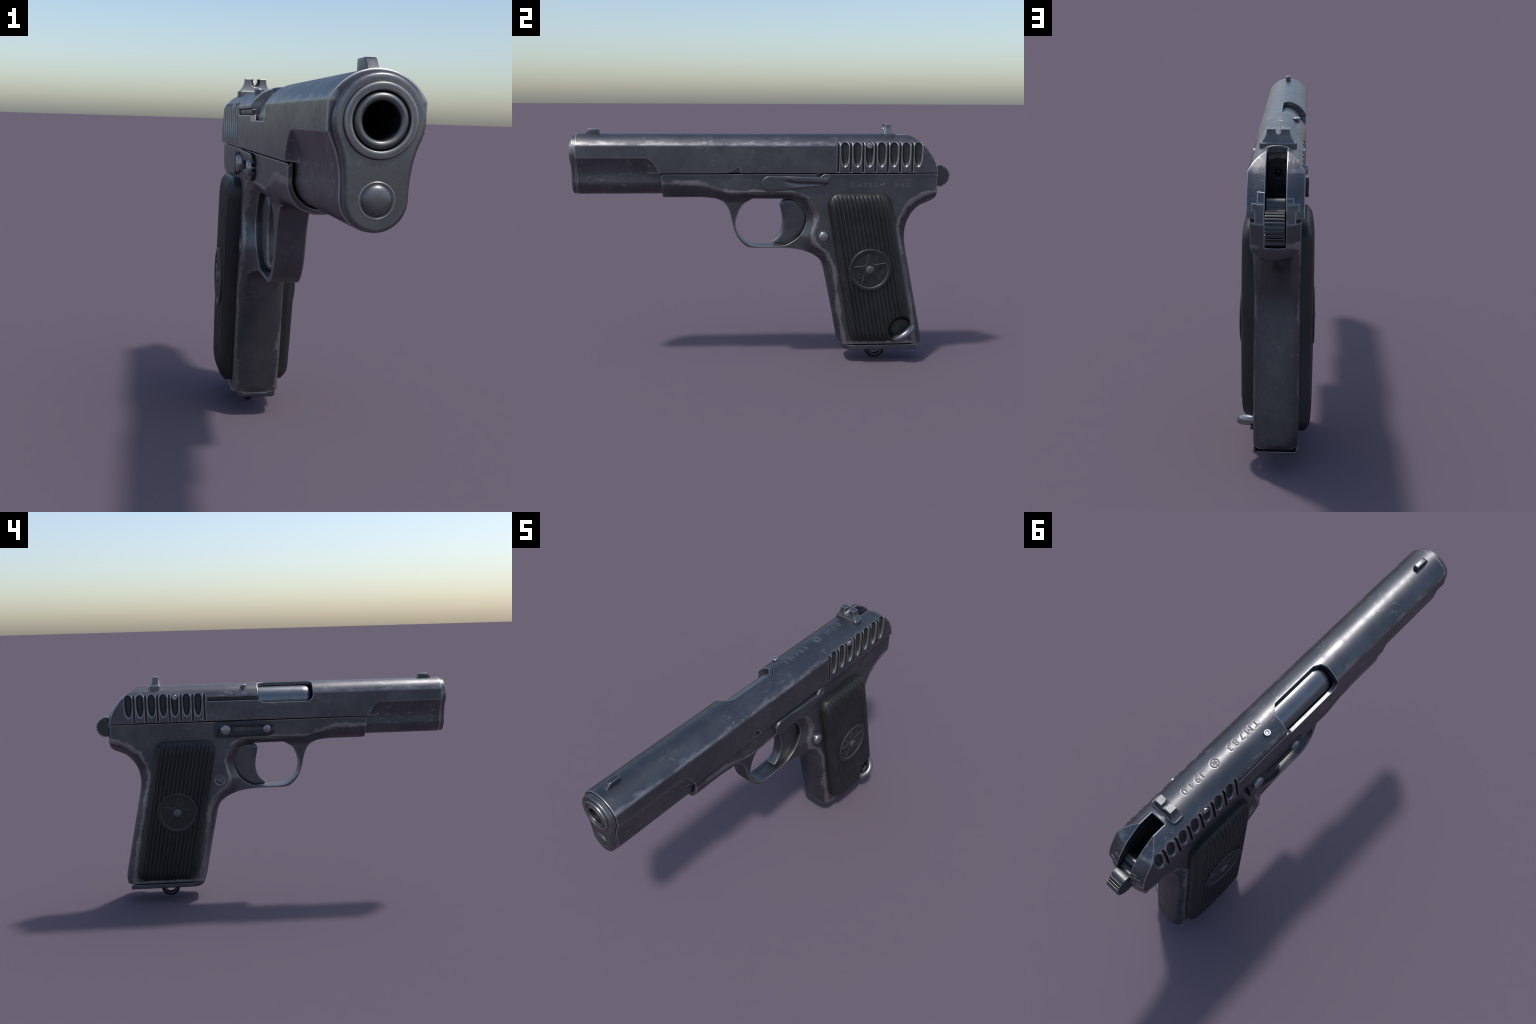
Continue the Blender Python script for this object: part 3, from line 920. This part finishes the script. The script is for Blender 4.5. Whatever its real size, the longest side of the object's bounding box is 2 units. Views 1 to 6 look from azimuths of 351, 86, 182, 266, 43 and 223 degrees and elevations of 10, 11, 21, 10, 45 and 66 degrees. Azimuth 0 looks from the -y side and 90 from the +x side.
# slide stop lever on the left, rounded front end, tapering to its rear tab
lev = [(0.026 + 0.0405 * math.cos(a), 0.984 + 0.0405 * math.sin(a)) for a in np.linspace(pi / 2, 3 * pi / 2 + 0.08, 18)]
lev += [(0.150, 0.953), (0.247, 0.968), (0.318, 0.9725), (0.330, 0.985), (0.341, 1.010), (0.338, 1.016), (0.316, 1.016), (0.147, 1.0225)]
LEV = np.array(lev)
def lev_t(P):
    y, z = P[:, 0], P[:, 1]
    d = dist(P, LEV)
    t = 0.1035 - 0.0035 * (1 - np.clip(d / 0.005, 0, 1)) ** 2
    zl = np.interp(y, [0.10, 0.16, 0.34], [1.005, 0.992, 0.984])
    rib = np.clip((z - zl + 0.004) / 0.010, 0, 1) * np.clip((y - 0.095) / 0.06, 0, 1)
    scoopd = np.exp(-((z - zl + 0.008) / 0.008) ** 2) * np.clip((y - 0.09) / 0.05, 0, 1) * 0.005
    return t + 0.006 * rib * (3 - 2 * rib) * rib - scoopd * 0.8
add("slide_stop_lever", relief(lev, [], lev_t, lambda P: np.full(len(P), 0.083), 0.005, insets=(0.0015, 0.003, 0.005)), PART_STEEL, frame, 45)
add("slide_stop_tab", slab(round_corners([(0.286, 1.012), (0.304, 1.029), (0.314, 1.0345), (0.342, 1.033), (0.345, 1.012)], [0, 0.004, 0.006, 0.006, 0], 3), 0.062, 0.103, 0.003), PART_STEEL, frame)

# retaining clip on the right with the two pin heads
clip = [(0.330, 0.942), (0.330, 1.024), (0.318, 1.032), (0.050, 1.030), (0.022, 1.024), (-0.006, 1.005), (0.010, 0.989), (0.066, 0.997), (0.220, 1.000), (0.220, 0.972), (0.066, 0.975), (0.014, 0.984), (-0.008, 0.972), (0.010, 0.952), (0.040, 0.943)]
add("retaining_clip", slab(round_corners(clip, [0.004, 0.006, 0.005, 0.02, 0.015, 0.003, 0.01, 0.004, 0.004, 0.004, 0.004, 0.01, 0.003, 0.015, 0.02], 3), -0.080, -0.0985, 0.0025), DARKSTEEL, frame)
add("retaining_clip_lip", slab(round_corners([(0.331, 0.944), (0.331, 1.024), (0.319, 1.024), (0.319, 0.944)], 0.003, 3), -0.080, -0.1125, 0.002), DARKSTEEL, frame)
def dome(r, x0, x1, y, z):
    return lathe([(0, x0), (r, x0), (r, x1 * 0.55 + x0 * 0.45), (r * 0.97, x1 * 0.75 + x0 * 0.25), (r * 0.82, x1 * 0.93 + x0 * 0.07), (r * 0.5, x1 * 0.99 + x0 * 0.01), (0, x1)], (0, y, z), "x", 32)
add("pin_head", dome(0.0295, -0.090, -0.1145, 0.2725, 0.985), BRIGHT, frame, 60)
add("pin_head", dome(0.0240, -0.088, -0.1105, 0.039, 0.985), BRIGHT, frame, 60)
add("magazine_button", dome(0.0300, 0.070, 0.1055, 0.3165, 0.700), BRIGHT, frame, 60)
add("magazine_button_screw", mirror_x(slotted(0.0215, 0.06, 0.0875, 0.3115, 0.698, 0.55, 0.0055, 0.006)), STEEL, frame)

# magazine floor plate: a shallow pressed channel turned up at the front
rows = []
for y, dz, w in ((0.846, 0, 0.0855), (0.560, 0, 0.0855), (0.505, 0, 0.0855), (0.478, 0.0005, 0.0850), (0.455, 0.003, 0.082), (0.438, 0.008, 0.075), (0.427, 0.015, 0.064), (0.420, 0.022, 0.048)):
    prof = [(-w, 0.0955), (-w, 0.076), (-w + 0.004, 0.0715), (-w + 0.010, 0.070), (w - 0.010, 0.070), (w - 0.004, 0.0715), (w, 0.076), (w, 0.0955), (w - 0.007, 0.0955), (w - 0.008, 0.080), (-w + 0.008, 0.080), (-w + 0.007, 0.0955)]
    rows.append([(x, y, min(z + dz, 0.104)) for x, z in prof])
floor = add("magazine_floor_plate", loft(rows), SIGHT, None, 40)
add("magazine_body", slab(round_corners([(-0.066, 0.45), (0.066, 0.45), (0.066, 0.825), (-0.066, 0.825)], 0.02, 4), 0.076, 0.14, 0.004, "z"), DARKSTEEL, floor)
ring = [(0, 0.624 + 0.0405 * math.cos(a), 0.0550 + 0.0405 * math.sin(a)) for a in np.linspace(-pi - 0.75, 0.75, 40)]
add("magazine_ring", tube(ring, 0.0145), DARKSTEEL, floor, 60)

# lanyard loop, low on the left
a_, c_ = Vector((0.075, 0.805, 0.198)), Vector((0.075, 0.709, 0.130))
mid_, dv = (a_ + c_) / 2, (a_ - c_) / 2
ax_ = Vector((1, 0, 0))
loop = [mid_ + dv * math.cos(t) + ax_ * (0.0615 * math.sin(t)) for t in np.linspace(0, pi, 28)]
loop = [loop[0] - ax_ * 0.02] + loop + [loop[-1] - ax_ * 0.02]
add("lanyard_loop", tube([tuple(p) for p in loop], 0.0185), BRIGHT, frame, 60)

# ================================================================== GRIPS
AX = np.array([0.1875, -1.0]); AX /= np.linalg.norm(AX)      # down the grip
AC = np.array([-AX[1], AX[0]])                               # across, rearward
PC = np.array([0.560, 0.528])
PANEL = round_corners([(0.325, 0.930), (0.664, 0.931), (0.8155, 0.128), (0.4695, 0.128)], [0.058, 0.060, 0.05, 0.055], 7)
PA = np.array(PANEL)
PITCH = 0.0220
def panel_h(P, side):
    q = P - PC
    u = q @ AC
    d = dist(P, PA)
    x = (0.1425 if side > 0 else 0.1390) - 0.005 * (u / 0.13) ** 2 - 0.003 * ((q @ AX) / 0.4) ** 2
    e = np.clip(d / 0.031, 0, 1)
    low = 0.109
    bevel = 1 - (1 - e) ** 2.1
    x = low + (x - low) * bevel
    for gap, run, keep in ((0.931 - P[:, 1], 0.080, 0.50), (P[:, 1] - 0.128, 0.060, 0.62)):
        g = np.clip(gap / run, 0, 1)
        x = low + (x - low) * (keep + (1 - keep) * (1 - (1 - g) ** 2))
    ph = np.abs(((u / PITCH + 0.5) % 1.0) - 0.5) * 2          # 0 ridge top .. 1 groove
    rib = np.clip((ph - 0.42) / 0.40, 0, 1)
    rib = rib * rib * (3 - 2 * rib)
    amp = 0.0066 * np.clip((d - 0.005) / 0.012, 0, 1) * np.clip((0.1430 - np.abs(u)) / 0.004, 0, 1)
    return x - rib * amp
# points laid along the ribs
us = []
k0 = int(0.2 / PITCH) + 1
for k in range(-k0, k0 + 1):
    us += [(k + f) * PITCH for f in (0.0, 0.19, 0.27, 0.35, 0.43, 0.5, 0.57, 0.65, 0.73, 0.81)]
vs_ = np.arange(-0.46, 0.46, 0.012)
RIBPTS = np.array([PC + AC * u + AX * v for v in vs_ for u in us])
for sgn in (1, -1):
    pm = relief(PANEL, [], lambda P: panel_h(P, sgn), lambda P: np.full(len(P), 0.0835), 0.009, insets=(0.003, 0.0075, 0.013), extra=RIBPTS)
    if sgn < 0:
        pm2 = mirror_x(pm); bpy.data.meshes.remove(pm); pm = pm2
    g = temp(pm)
    if sgn > 0:   # cut-out for the lanyard loop
        boolean(g, lathe([(0, 0.06), (0.052, 0.06), (0.052, 0.0865), (0.081, 0.132), (0.092, 0.152), (0, 0.152)], (0, 0.750, 0.188), "x", 48))
    me = g.data.copy(); bpy.data.objects.remove(g)
    panel = add("grip_panel", me, BAKELITE)
    smooth(panel.data, 42)
    # medallion
    med = []
    base_x = 0.1335
    def place(m):
        if sgn > 0:
            m.transform(Matrix.Translation((0.0037, 0, 0)))
            return m
        return mirror_x(m)
    prof = [(0, 0.12), (0.1140, 0.12), (0.1140, 0.1395), (0.1118, 0.1420), (0.1090, 0.1425), (0.0975, 0.1425), (0.0955, 0.1415), (0.0935, 0.1385), (0.0, 0.1382)]
    mm = lathe(prof, (0, PC[0], PC[1]), "x", 72)
    for p in mm.polygons:
        r = math.hypot(p.center.y - PC[0], p.center.z - PC[1])
        p.material_index = 1 if (0.0925 < r < 0.0966) or r > 0.1105 and p.center.x > 0.139 else 0
    medal = add("medallion", place(mm), [BADGE, BADGE_EDGE], panel, 35)
    sp = star_pts(PC[0], PC[1], 0.0950, 0.0350, -0.112)
    si = star_pts(PC[0], PC[1], 0.0870, 0.0325, -0.112)
    bm = bmesh.new()
    low_ = [bm.verts.new((0.1375, *p)) for p in sp]
    rim_ = [bm.verts.new((0.1385, *p)) for p in sp]
    up_ = [bm.verts.new((0.1406, *p)) for p in si]
    c = bm.verts.new((0.1422, *PC))
    for i in range(10):
        j = (i + 1) % 10
        bm.faces.new((low_[i], low_[j], rim_[j], rim_[i]))
        bm.faces.new((rim_[i], rim_[j], up_[j], up_[i])).material_index = 1
        bm.faces.new((up_[i], up_[j], c))
    bm.faces.new(low_)
    add("star", place(bm_mesh(bm)), [BADGE, BADGE_EDGE], medal, 8)
    add("rivet", place(lathe([(0, 0.13), (0.0235, 0.13), (0.0235, 0.1415), (0.021, 0.1438), (0.014, 0.1457), (0, 0.1466)], (0, *PC), "x", 32)), GRIPRIVET, medal, 60)
    chars = []
    for ch, dy, dz in (("C", -0.0485, 0.047), ("C", 0.0330, 0.056), ("C", -0.0610, -0.030), ("P", 0.0640, -0.016)):
        s = 1 if sgn > 0 else -1
        cy = PC[0] + (dy if sgn > 0 else -dy)
        chars.append(text_mesh(ch, 0.029, 0.0012, lambda u, v, h, cy=cy, dz=dz: Vector((s * (0.1387 + h) + (0.0037 if sgn > 0 else 0), cy + s * u, PC[1] + dz - 0.0105 + v)), "CENTER"))
    add("letters", join(chars), BADGE_EDGE, medal, 35)["kind"] = "stuff"
